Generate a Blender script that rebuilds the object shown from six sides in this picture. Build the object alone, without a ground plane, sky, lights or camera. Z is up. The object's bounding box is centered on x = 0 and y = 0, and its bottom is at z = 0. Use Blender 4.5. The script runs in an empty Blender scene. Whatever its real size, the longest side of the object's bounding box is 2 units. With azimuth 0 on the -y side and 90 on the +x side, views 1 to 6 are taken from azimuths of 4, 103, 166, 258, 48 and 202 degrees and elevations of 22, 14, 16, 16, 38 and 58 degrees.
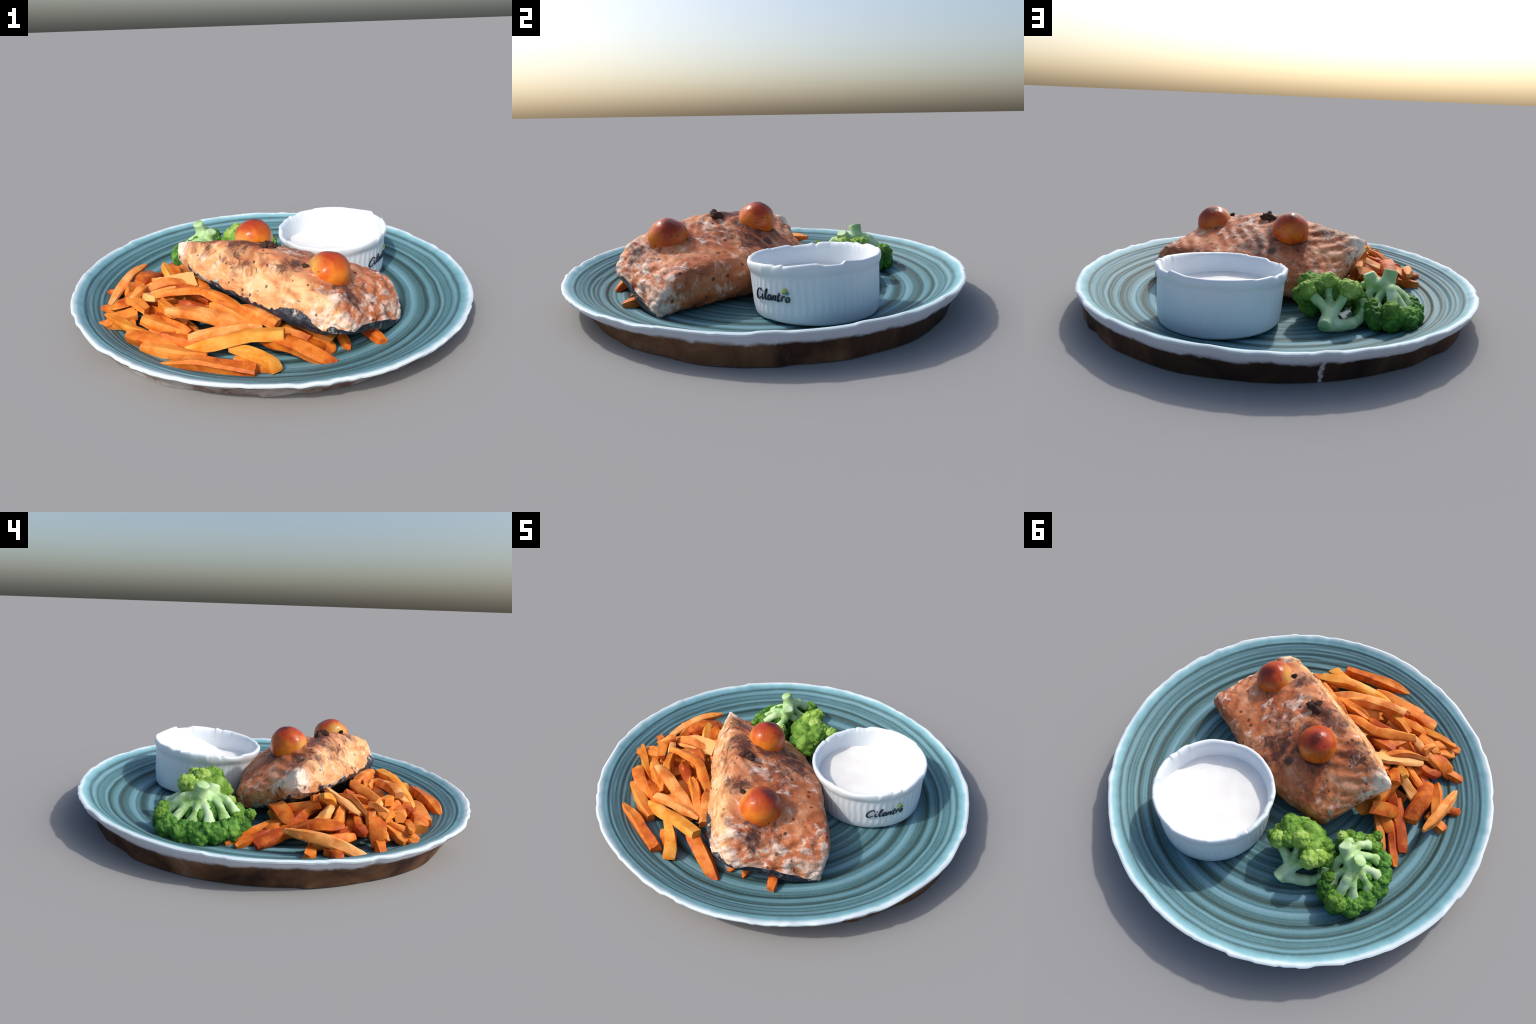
"""Salmon fillet with cherry tomatoes, carrot sticks, broccoli and a ramekin of sauce on a glazed plate."""
import bpy, bmesh, math, random
import numpy as np
from mathutils import Vector, Matrix, noise

SCENE = bpy.context.scene
COLL = SCENE.collection
TAU = 2 * math.pi


# ------------------------------------------------------------------ helpers
def link(obj, parent=None):
    COLL.objects.link(obj)
    if parent is not None:
        obj.parent = parent
    return obj


def empty(name, label, category, loc=(0, 0, 0), rot=None):
    o = bpy.data.objects.new(name, None)
    o.location = loc
    if rot is not None:
        o.rotation_euler = rot
    o["label"] = label
    o["category"] = category
    return link(o)


def mesh_obj(name, verts, faces, mat, parent=None, angle=None, smooth=True):
    me = bpy.data.meshes.new(name)
    me.from_pydata([tuple(v) for v in verts], [], faces)
    me.validate()
    me.update()
    if smooth:
        me.polygons.foreach_set("use_smooth", [True] * len(me.polygons))
        if angle is not None:
            me.set_sharp_from_angle(angle=math.radians(angle))
    me.materials.append(mat)
    return link(bpy.data.objects.new(name, me), parent)


def catmull(P, n, closed=False):
    """n samples of a Catmull-Rom spline through the rows of P."""
    P = np.asarray(P, float)
    m = len(P)
    segs = m if closed else m - 1
    t = np.linspace(0, segs, n, endpoint=not closed)
    i = np.minimum(t.astype(int), segs - 1)
    f = (t - i)[:, None]

    def at(k):
        if closed:
            return P[k % m]
        ext = np.vstack([2 * P[0] - P[1], P, 2 * P[-1] - P[-2]])
        return ext[np.clip(k + 1, 0, m + 1)]
    p0, p1, p2, p3 = at(i - 1), at(i), at(i + 1), at(i + 2)
    return 0.5 * (2 * p1 + (p2 - p0) * f + (2 * p0 - 5 * p1 + 4 * p2 - p3) * f ** 2
                  + (3 * p1 - p0 - 3 * p2 + p3) * f ** 3)


def ring_noise(seed, nodes):
    """Piecewise-linear random function of the angle: the faceted wobble of the hand-made rims."""
    r = random.Random(seed)
    v = [r.uniform(-1, 1) for _ in range(nodes)]
    at = sorted(r.uniform(0, TAU) for _ in range(nodes))      # corners at uneven spacing
    at, v = [at[-1] - TAU] + at + [at[0] + TAU], [v[-1]] + v + [v[0]]

    def f(th):
        return float(np.interp(th % TAU, at, v))
    return f


def lathe(profile, seg, wobble=None):
    """profile: list of (radius, height); wobble(theta, k, r, z) -> (r, z)."""
    verts, faces = [], []
    n = len(profile)
    for j in range(seg):
        th = TAU * j / seg
        for k, (r, z) in enumerate(profile):
            if wobble:
                r, z = wobble(th, k, r, z)
            verts.append((r * math.cos(th), r * math.sin(th), z))
    for j in range(seg):
        a, b = j * n, ((j + 1) % seg) * n
        for k in range(n - 1):
            faces.append((a + k, b + k, b + k + 1, a + k + 1))
    return verts, faces


def fbm(p, octaves=4, gain=0.5):
    s, a, f = 0.0, 1.0, 1.0
    for _ in range(octaves):
        s += a * noise.noise(Vector(p) * f)
        a *= gain
        f *= 2.0
    return s


# ------------------------------------------------------------------ materials
class Mat:
    def __init__(self, name, rough=0.6, spec=0.3):
        self.m = bpy.data.materials.new(name)
        self.m.use_nodes = True
        self.t = self.m.node_tree
        self.b = self.t.nodes["Principled BSDF"]
        self.b.inputs["Roughness"].default_value = rough
        self.b.inputs["Specular IOR Level"].default_value = spec
        self.co = self.n("ShaderNodeTexCoord").outputs["Object"]

    def n(self, kind, **kw):
        x = self.t.nodes.new(kind)
        for k, v in kw.items():
            setattr(x, k, v)
        return x

    def put(self, sock, v):
        if isinstance(v, bpy.types.NodeSocket):
            self.t.links.new(v, sock)
        else:
            sock.default_value = v

    def math(self, op, a, b=0.0, c=0.0, clamp=False):
        x = self.n("ShaderNodeMath", operation=op, use_clamp=clamp)
        for s, v in zip(x.inputs, (a, b, c)):
            self.put(s, v)
        return x.outputs[0]

    def mapping(self, scale=(1, 1, 1), loc=(0, 0, 0), rot=(0, 0, 0), vec=None):
        x = self.n("ShaderNodeMapping")
        self.put(x.inputs["Vector"], vec or self.co)
        x.inputs["Scale"].default_value = scale
        x.inputs["Location"].default_value = loc
        x.inputs["Rotation"].default_value = rot
        return x.outputs[0]

    def noise(self, scale, detail=3, rough=0.55, vec=None, dist=0.0, dims="3D"):
        x = self.n("ShaderNodeTexNoise", noise_dimensions=dims)
        if dims == "1D":
            self.put(x.inputs["W"], vec)
        else:
            self.put(x.inputs["Vector"], vec or self.co)
        x.inputs["Scale"].default_value = scale
        x.inputs["Detail"].default_value = detail
        x.inputs["Roughness"].default_value = rough
        x.inputs["Distortion"].default_value = dist
        return x.outputs["Fac"]

    def voronoi(self, scale, vec=None, feature="F1"):
        x = self.n("ShaderNodeTexVoronoi", feature=feature)
        self.put(x.inputs["Vector"], vec or self.co)
        x.inputs["Scale"].default_value = scale
        return x

    def ramp(self, fac, *stops):
        x = self.n("ShaderNodeValToRGB")
        e = x.color_ramp.elements
        while len(e) < len(stops):
            e.new(0.5)
        for el, (p, c) in zip(e, stops):
            el.position = p
            el.color = (c, c, c, 1) if isinstance(c, (int, float)) else (*c, 1)
        self.put(x.inputs[0], fac)
        return x.outputs[0]

    def mix(self, fac, a, b, mode="MIX"):
        x = self.n("ShaderNodeMix", data_type="RGBA", blend_type=mode)
        self.put(x.inputs[0], fac)
        for s, v in ((x.inputs[6], a), (x.inputs[7], b)):
            self.put(s, v if isinstance(v, bpy.types.NodeSocket) else (*v, 1))
        return x.outputs[2]

    def xyz(self, vec=None):
        x = self.n("ShaderNodeSeparateXYZ")
        self.put(x.inputs[0], vec or self.co)
        return x.outputs

    def blob(self, centre, radius, soft=0.5, wob=0.0, wscale=8.0):
        """1 inside a (noisy) ball round centre, 0 outside."""
        d = self.n("ShaderNodeVectorMath", operation="DISTANCE")
        self.put(d.inputs[0], self.co)
        d.inputs[1].default_value = centre
        v = d.outputs["Value"]
        if wob:
            v = self.math("ADD", v, self.math("MULTIPLY", self.math("SUBTRACT", self.noise(wscale), 0.5), wob))
        r = self.n("ShaderNodeMapRange", interpolation_type="SMOOTHSTEP")
        self.put(r.inputs[0], v)
        r.inputs[1].default_value = radius * (1 - soft)
        r.inputs[2].default_value = radius * (1 + soft)
        r.inputs[3].default_value = 1
        r.inputs[4].default_value = 0
        return r.outputs[0]

    def step(self, v, lo, hi):
        r = self.n("ShaderNodeMapRange", interpolation_type="SMOOTHSTEP")
        self.put(r.inputs[0], v)
        r.inputs[1].default_value = lo
        r.inputs[2].default_value = hi
        return r.outputs[0]

    def colour(self, c):
        self.put(self.b.inputs["Base Color"], c if isinstance(c, bpy.types.NodeSocket) else (*c, 1))

    def bump(self, height, strength=0.3, dist=0.004):
        x = self.n("ShaderNodeBump")
        x.inputs["Strength"].default_value = strength
        x.inputs["Distance"].default_value = dist
        self.put(x.inputs["Height"], height)
        self.t.links.new(x.outputs[0], self.b.inputs["Normal"])


def mat_glaze():
    m = Mat("teal_reactive_glaze", 0.55, 0.25)
    x, y, z = m.xyz()
    r = m.math("SQRT", m.math("ADD", m.math("MULTIPLY", x, x), m.math("MULTIPLY", y, y)))
    wob = m.math("MULTIPLY", m.math("SUBTRACT", m.noise(2.2, 2), 0.5), 0.035)
    rr = m.math("ADD", r, wob)
    bands = m.noise(21.0, 2.0, 0.55, vec=rr, dims="1D")
    fine = m.noise(70.0, 2, 0.6, vec=m.math("ADD", rr, 3.7), dims="1D")
    f = m.math("ADD", m.math("MULTIPLY", bands, 0.78), m.math("MULTIPLY", fine, 0.22))
    patch = m.math("MULTIPLY", m.math("SUBTRACT", m.noise(5.0, 3), 0.5), 0.10)
    grain = m.math("MULTIPLY", m.math("SUBTRACT", m.noise(90, 3, 0.7), 0.5), 0.16)
    f = m.math("ADD", m.math("ADD", f, patch), grain)
    c = m.ramp(f, (0.30, (0.030, 0.066, 0.068)), (0.42, (0.058, 0.128, 0.138)),
               (0.52, (0.090, 0.205, 0.235)), (0.66, (0.160, 0.310, 0.370)))
    # olive-brown iron specks gather in the troughs
    olive = m.math("MULTIPLY", m.step(m.noise(26, 4, 0.7), 0.52, 0.72), m.step(f, 0.50, 0.34))
    c = m.mix(m.math("MULTIPLY", olive, 0.55), c, (0.055, 0.062, 0.040))
    pits = m.voronoi(60)
    c = m.mix(m.math("MULTIPLY", m.step(pits.outputs["Distance"], 0.10, 0.03), m.step(m.noise(7), 0.55, 0.62)), c, (0.02, 0.035, 0.03))
    # glaze breaks to milky blue-white where it thins over the lip
    edge = m.math("ADD", r, m.math("MULTIPLY", m.math("SUBTRACT", m.noise(14, 3), 0.5), 0.02))
    c = m.mix(m.step(edge, 0.935, 0.972), c, (0.23, 0.47, 0.54))
    c = m.mix(m.step(edge, 0.966, 0.986), c, (0.62, 0.72, 0.76))
    m.colour(c)
    m.bump(m.noise(120, 2), 0.12, 0.002)
    return m.m


def mat_underside():
    m = Mat("plate_underside", 0.7, 0.2)
    x, y, z = m.xyz()
    n1 = m.noise(3.2, 4, 0.6, dist=1.0)
    streak = m.noise(7, 3, 0.6, vec=m.mapping((1, 1, 0.25)), dist=0.6)
    brown = m.ramp(n1, (0.34, (0.030, 0.015, 0.010)), (0.46, (0.080, 0.038, 0.020)), (0.60, (0.150, 0.075, 0.036)), (0.72, (0.22, 0.13, 0.08)))
    brown = m.mix(m.step(streak, 0.66, 0.74), brown, (0.24, 0.19, 0.19))
    # near-black stretch on the far side, broken by a white glaze run
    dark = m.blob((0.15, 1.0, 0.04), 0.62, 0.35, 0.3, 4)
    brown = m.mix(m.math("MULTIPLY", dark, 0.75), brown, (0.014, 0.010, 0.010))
    run_x = m.math("ABSOLUTE", m.math("SUBTRACT", m.math("ADD", x, m.math("MULTIPLY", m.math("SUBTRACT", m.noise(25), 0.5), 0.05)), 0.045))
    run = m.math("MULTIPLY", m.step(run_x, 0.012, 0.004), m.step(y, 0.5, 0.6))
    brown = m.mix(run, brown, (0.45, 0.42, 0.44))
    # grey-white sector at the front
    front = m.step(m.math("ADD", m.math("MULTIPLY", y, -1.0), m.math("MULTIPLY", m.math("SUBTRACT", m.noise(4, 4), 0.5), 0.35)), 0.62, 0.78)
    grey = m.ramp(m.noise(9, 4, 0.6), (0.35, (0.16, 0.095, 0.08)), (0.48, (0.30, 0.27, 0.26)), (0.65, (0.42, 0.40, 0.39)))
    c = m.mix(front, brown, grey)
    lip = m.math("ADD", z, m.math("MULTIPLY", m.math("SUBTRACT", m.noise(6, 4, 0.6, dist=0.5), 0.5), 0.07))
    lip = m.math("SUBTRACT", lip, m.math("MULTIPLY", front, 0.022))
    c = m.mix(m.step(lip, 0.086, 0.108), c, (0.55, 0.58, 0.64))
    m.colour(c)
    return m.m


def mat_porcelain():
    m = Mat("white_porcelain", 0.4, 0.35)
    c = m.ramp(m.noise(3, 2), (0.35, (0.66, 0.74, 0.80)), (0.65, (0.79, 0.83, 0.86)))
    m.colour(c)
    return m.m


def mat_sauce():
    m = Mat("white_sauce", 0.5, 0.3)
    c = m.ramp(m.noise(5, 3), (0.35, (0.78, 0.77, 0.74)), (0.65, (0.86, 0.86, 0.85)))
    sp = m.voronoi(28)
    c = m.mix(m.math("MULTIPLY", m.step(sp.outputs["Distance"], 0.09, 0.03), m.step(m.noise(6), 0.58, 0.62)), c, (0.45, 0.44, 0.4))
    m.colour(c)
    m.bump(m.noise(9, 2), 0.2, 0.004)
    return m.m


def mat_plain(name, c, rough=0.6):
    m = Mat(name, rough, 0.2)
    m.colour(m.ramp(m.noise(30, 2), (0.3, tuple(v * 0.8 for v in c)), (0.7, c)))
    return m.m


def mat_salmon():
    m = Mat("roasted_salmon_flesh", 0.55, 0.3)
    a, b, z = m.xyz()
    warp = m.noise(7, 3)
    base = m.ramp(m.noise(6.5, 5, 0.62, dist=0.6), (0.32, (0.26, 0.062, 0.026)), (0.43, (0.47, 0.130, 0.045)),
                  (0.55, (0.58, 0.205, 0.085)), (0.68, (0.64, 0.33, 0.19)))
    # paler cut side towards the carrots
    cut_n = m.math("ADD", b, m.math("MULTIPLY", m.math("SUBTRACT", warp, 0.5), 0.10))
    cut = m.step(cut_n, 0.075, 0.0)
    cutc = m.ramp(m.noise(9, 5, 0.6, vec=m.mapping((1, 1, 2.2)), dist=0.8), (0.32, (0.50, 0.18, 0.07)), (0.45, (0.66, 0.32, 0.13)), (0.60, (0.74, 0.47, 0.24)))
    c = m.mix(cut, base, cutc)
    # coagulated white protein in streaks and at both ends
    st = m.noise(13, 6, 0.66, vec=m.mapping((1.4, 0.9, 1), rot=(0, 0, 0.5)), dist=0.5)
    endw = m.math("ADD", m.math("MULTIPLY", m.step(a, 0.84, 1.0), 0.115), m.math("MULTIPLY", m.step(a, 0.2, 0.0), 0.07))
    band = m.math("MULTIPLY", m.blob((0.58, 0.28, 0.3), 0.13, 0.8), 0.10)
    w = m.math("ADD", m.math("ADD", st, endw), band)
    c = m.mix(m.math("MULTIPLY", m.step(w, 0.55, 0.72), 0.85), c, (0.80, 0.66, 0.56))
    tip = m.blob((0.0, 0.0, 0.29), 0.075, 0.5, 0.05, 10)
    c = m.mix(tip, c, (0.80, 0.66, 0.54))
    # browned, charred patches
    ch = m.noise(17, 5, 0.7, dist=0.7)
    spots = m.math("MAXIMUM", m.math("MAXIMUM", m.blob((0.43, 0.33, 0.29), 0.12, 0.6), m.blob((0.18, 0.06, 0.33), 0.07, 0.6)),
                   m.math("MAXIMUM", m.blob((0.42, 0.07, 0.37), 0.10, 0.7), m.blob((0.70, 0.07, 0.35), 0.07, 0.7)))
    spots = m.math("MAXIMUM", spots, m.math("MAXIMUM", m.blob((0.93, 0.17, 0.27), 0.09, 0.7), m.blob((0.36, 0.22, 0.30), 0.13, 0.3)))
    tan = m.step(m.math("ADD", m.noise(9, 5, 0.7, dist=0.9), m.math("MULTIPLY", spots, 0.14)), 0.50, 0.66)
    c = m.mix(m.math("MULTIPLY", tan, 0.65), c, (0.22, 0.065, 0.030))
    burn = m.step(m.math("ADD", ch, m.math("MULTIPLY", spots, 0.20)), 0.60, 0.74)
    c = m.mix(m.math("MULTIPLY", burn, 0.82), c, (0.055, 0.022, 0.018))
    # cracked pepper
    pv = m.voronoi(26, vec=m.mapping(vec=m.mix(0.035, m.co, m.n("ShaderNodeTexNoise").outputs["Color"])))
    keep = m.n("ShaderNodeSeparateColor")
    m.put(keep.inputs[0], pv.outputs["Color"])
    size = m.math("MULTIPLY_ADD", keep.outputs[1], 0.22, 0.08)
    pep = m.math("MULTIPLY", m.step(m.math("SUBTRACT", size, pv.outputs["Distance"]), 0.0, 0.06), m.step(keep.outputs[0], 0.60, 0.64))
    c = m.mix(m.math("MULTIPLY", pep, 0.8), c, (0.035, 0.018, 0.018))
    m.colour(c)
    m.bump(m.noise(60, 5, 0.65), 0.45, 0.006)
    return m.m


def mat_skin():
    m = Mat("charred_fish_skin", 0.45, 0.4)
    a, b, z = m.xyz()
    c = m.ramp(m.noise(22, 5, 0.65, dist=0.6), (0.35, (0.008, 0.010, 0.016)), (0.55, (0.022, 0.028, 0.042)), (0.70, (0.10, 0.11, 0.12)))
    pale = m.step(m.math("ADD", m.noise(14, 4, 0.65, dist=0.8), m.math("MULTIPLY", m.step(a, 0.62, 0.22), 0.16)), 0.60, 0.70)
    c = m.mix(pale, c, (0.50, 0.42, 0.34))
    m.colour(c)
    m.bump(m.noise(70, 3), 0.4, 0.005)
    return m.m


def mat_carrot(name, lo, mid, hi):
    m = Mat(name, 0.55, 0.25)
    oi = m.n("ShaderNodeObjectInfo")
    v = m.math("ADD", m.noise(9, 4, 0.6, vec=m.mapping((1, 1, 1))), m.math("MULTIPLY", m.math("SUBTRACT", oi.outputs["Random"], 0.5), 0.26))
    c = m.ramp(v, (0.33, lo), (0.47, mid), (0.64, hi))
    fibre = m.noise(40, 3, 0.6)
    c = m.mix(m.math("MULTIPLY", m.step(fibre, 0.56, 0.75), 0.25), c, tuple(min(1, x * 1.35 + 0.03) for x in hi))
    m.colour(c)
    m.b.inputs["Subsurface Weight"].default_value = 0.0
    m.bump(m.noise(45, 3), 0.25, 0.004)
    return m.m


def mat_tomato(blush, stub):
    m = Mat("roasted_tomato_skin", 0.28, 0.3)
    n = m.noise(9, 4, 0.6, dist=0.4)
    c = m.ramp(n, (0.33, (0.40, 0.045, 0.008)), (0.48, (0.58, 0.115, 0.010)), (0.68, (0.70, 0.22, 0.018)))
    c = m.mix(m.math("MULTIPLY", m.blob(blush, 0.085, 0.55, 0.06, 14), 0.85), c, (0.32, 0.030, 0.014))
    c = m.mix(m.math("MULTIPLY", m.blob(tuple(v * 1.05 for v in blush), 0.035, 0.6, 0.04, 22), 0.85), c, (0.07, 0.012, 0.012))
    c = m.mix(m.math("MULTIPLY", m.blob(stub, 0.06, 0.5, 0.04, 14), 0.7), c, (0.66, 0.42, 0.10))
    pv = m.voronoi(38)
    keep = m.n("ShaderNodeSeparateColor")
    m.put(keep.inputs[0], pv.outputs["Color"])
    pep = m.math("MULTIPLY", m.step(pv.outputs["Distance"], 0.20, 0.12), m.step(keep.outputs[1], 0.80, 0.82))
    c = m.mix(m.math("MULTIPLY", pep, 0.85), c, (0.05, 0.02, 0.015))
    m.colour(c)
    m.bump(m.noise(22, 3), 0.15, 0.004)
    return m.m


def mat_crown(name, dark, mid, pale, bias=0.0):
    m = Mat(name, 0.65, 0.2)
    v = m.math("ADD", m.noise(11, 5, 0.65, dist=0.6), bias)
    c = m.ramp(v, (0.36, dark), (0.50, mid), (0.68, pale))
    m.colour(c)
    m.bump(m.voronoi(75).outputs["Distance"], 0.45, 0.006)
    return m.m


def mat_stalk():
    m = Mat("broccoli_stalk_flesh", 0.5, 0.3)
    c = m.ramp(m.noise(10, 4, 0.6, dist=0.5), (0.35, (0.20, 0.36, 0.10)), (0.48, (0.36, 0.56, 0.25)), (0.64, (0.55, 0.70, 0.45)))
    m.colour(c)
    m.bump(m.noise(35, 3), 0.3, 0.005)
    return m.m


# ------------------------------------------------------------------ plate
def build_plate():
    root = empty("dinner_plate", "round teal stoneware plate with concentric throwing rings", "plate")
    jr, jz = ring_noise(3, 120), ring_noise(4, 120)
    base_w, base_h = ring_noise(5, 44), ring_noise(6, 30)
    tilt = lambda th, r: 0.0145 * r * math.sin(th) + 0.0037 * r * math.cos(th)
    ctrl = [(0.0, 0.020), (0.25, 0.020), (0.50, 0.026), (0.66, 0.033), (0.74, 0.043), (0.80, 0.058),
            (0.86, 0.080), (0.91, 0.104), (0.945, 0.123), (0.968, 0.135), (0.982, 0.141)]
    prof = catmull(ctrl, 190)
    top = []
    for r, z in prof:
        k = min(1, max(0, (r - 0.10) / 0.1)) * min(1, max(0, (0.965 - r) / 0.03))
        z += k * (0.0019 * math.sin(r * 128 + 1.4 * math.sin(r * 23)) + 0.0010 * math.sin(r * 301))
        top.append((max(r, 0.004), z))
    n_top = len(top)
    lip = top + [(0.989, 0.1405), (0.9940, 0.137), (0.9935, 0.130)]

    def wob(th, k, r, z):
        e = max(0.0, min(1.0, (r - 0.94) / 0.05))
        q = max(0.0, min(1.0, (r - 0.6) / 0.35))
        q2 = max(0.0, 1 - abs(r - 0.91) / 0.07) * max(0.0, math.cos(th - math.radians(-125)))
        warp = 0.007 * q2 + 0.0015 * noise.noise(Vector((math.cos(th) * 1.5, math.sin(th) * 1.5, r * 20)))
        return r + e * (0.003 + 0.0052 * jr(th)), z + e * 0.0048 * jz(th) + q * tilt(th, r) + (warp if r < 0.93 else 0)
    v, f = lathe(lip, 360, wob)
    o = mesh_obj("glazed_dish", v, f, mat_glaze(), root, angle=55)

    # the foot is off-centre: radius of its edge at 15-degree steps anticlockwise from +x
    foot = [.960, .958, .952, .946, .942, .932, .926, .924, .926, .932, .936, .938, .940, .938, .932, .916, .898, .882, .874, .868, .868, .880, .902, .934]

    def foot_r(th):
        t = (th % TAU) / TAU * len(foot)
        i = int(t)
        f = 0.5 - 0.5 * math.cos(math.pi * (t - i))
        return foot[i % 24] * (1 - f) + foot[(i + 1) % 24] * f
    # height, share of the overhang left at that height
    wall = [(0.131, 1.0), (0.112, 0.92), (0.095, 0.68), (0.076, 0.44), (0.048, 0.22), (0.018, 0.06), (0.002, 0.0), (0.0, -0.08), (0.0, -4.0), (0.0, -9.3)]

    def wob2(th, k, z, share):
        f = foot_r(th)
        t = max(0.0, min(1.0, (0.131 - z) / 0.11))
        r = max(0.004, f + (0.9925 - f) * share) if share >= 0 else max(0.004, f + 0.095 * share)
        if k < 7:
            r += t * 0.010 * base_w(th) + (1 - t) * 0.0052 * jr(th)
            z += (1 - t) * (tilt(th, r) + 0.0048 * jz(th))
        return r, max(0.0, z)
    v, f = lathe(wall, 360, wob2)
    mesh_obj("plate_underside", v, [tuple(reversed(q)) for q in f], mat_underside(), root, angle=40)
    return root


# ------------------------------------------------------------------ ramekin
RIM_C = Vector((0.335, 0.310, 0.286))
RIM_N = Vector((-0.057, -0.081, 1.0)).normalized()
RAM_H = 0.236


def build_ramekin():
    base = RIM_C - RIM_N * RAM_H
    rot = Vector((0, 0, 1)).rotation_difference(RIM_N).to_euler()
    root = empty("ramekin", "small white fluted porcelain ramekin filled with creamy sauce", "bowl", base, rot)
    por = mat_porcelain()
    prof = [(0.004, 0.004), (0.20, 0.004), (0.262, 0.0), (0.271, 0.004), (0.2765, 0.015), (0.2800, 0.032)]
    prof += [(0.2805 + 0.006 * i / 12, 0.032 + 0.145 * i / 12) for i in range(1, 13)]
    prof += [(0.2885, 0.187), (0.292, 0.195), (0.2955, 0.205), (0.298, 0.215), (0.2985, 0.226), (0.2965, 0.234), (0.291, 0.238),
             (0.283, 0.237), (0.276, 0.231), (0.271, 0.220), (0.268, 0.200), (0.266, 0.15), (0.264, 0.08), (0.255, 0.045), (0.2, 0.035), (0.004, 0.035)]
    jr, jz = ring_noise(21, 34), ring_noise(22, 34)

    def wob(th, k, r, z):
        rim = max(0.0, min(1.0, (z - 0.195) / 0.03)) if r > 0.2 else 0
        flute = 0
        if 5 <= k <= 18 and r > 0.27:
            env = min(1, (z - 0.025) / 0.02) * min(1, (0.192 - z) / 0.03)
            flute = 0.0011 * max(0, env) * math.cos(56 * th + 0.5 * math.sin(z * 60))
        if k < 5:       # the high side is bedded down on the plate
            z -= 0.008 + max(0.0, math.cos(th - 0.96)) * 0.020
        return r + rim * 0.0042 * jr(th) + flute, z + rim * 0.0065 * jz(th)
    v, f = lathe(prof, 448, wob)
    mesh_obj("ramekin_bowl", v, [tuple(q) for q in f], por, root)

    # sauce: a level pool (level in the world although the dish is tipped)
    rings, seg = 26, 120
    inv = (Matrix.Translation(base) @ rot.to_matrix().to_4x4()).inverted()
    verts, faces = [], []
    level = 0.172
    c = base + RIM_N * ((level - base.z) / RIM_N.z)
    for i in range(rings):
        rr = 0.2685 * (i + 0.02) / (rings - 1)
        for j in range(seg):
            th = TAU * j / seg
            p = Vector((c.x + rr * math.cos(th), c.y + rr * math.sin(th), level))
            p.z += 0.0035 * fbm((p.x * 9, p.y * 9, 2), 2) + 0.006 * (i / (rings - 1)) ** 10
            d = (rr / 0.2675) * math.cos(th - 0.96)       # cream has slumped up the high side
            s = max(0.0, min(1.0, (d - 0.12) / 0.80))
            p.z += 0.095 * s * s * (3 - 2 * s)
            verts.append(inv @ p)
    for i in range(rings - 1):
        for j in range(seg):
            k = (j + 1) % seg
            faces.append((i * seg + j, (i + 1) * seg + j, (i + 1) * seg + k, i * seg + k))
    faces.append(tuple(range(seg)))
    mesh_obj("sauce", verts, faces, mat_sauce(), root)
    build_lettering(root)
    return root


def on_wall(x, y, lift):
    """lettering plane -> ramekin wall; x in 0..3.1 along the word, y in cap heights."""
    th = math.radians(-52.5) + (x + 0.10 * y) / 3.15 * math.radians(39.5)
    h = 0.083 + 0.047 * y + 0.004 * math.sin(x)
    r = 0.2822 + 0.006 * (h - 0.032) / 0.145 + lift
    return Vector((r * math.cos(th), r * math.sin(th), h))


def ribbon(pts, w0, w1, lift):
    P = catmull([(x, y) for x, y in pts], 8 * len(pts))
    verts, faces = [], []
    n = len(P)
    for i, p in enumerate(P):
        d = P[min(i + 1, n - 1)] - P[max(i - 1, 0)]
        d = d / (np.linalg.norm(d) + 1e-9)
        t = i / (n - 1)
        w = (w0 + (w1 - w0) * abs(math.sin(t * math.pi))) * (0.75 + 0.5 * abs(d[1]))
        nx, ny = -d[1] * w * 0.72, d[0] * w
        for s in (-1, 1):
            for lf in (lift, lift - 0.0035):
                verts.append(on_wall(p[0] + s * nx, p[1] + s * ny, lf))
    for i in range(n - 1):
        a, b = 4 * i, 4 * i + 4
        faces += [(a, b, b + 2, a + 2), (a + 1, a, b, b + 1)[::-1], (a + 2, a + 3, b + 3, b + 2)[::-1]]
    faces += [(0, 1, 3, 2), (4 * n - 4, 4 * n - 2, 4 * n - 1, 4 * n - 3)]
    return verts, faces


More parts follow.
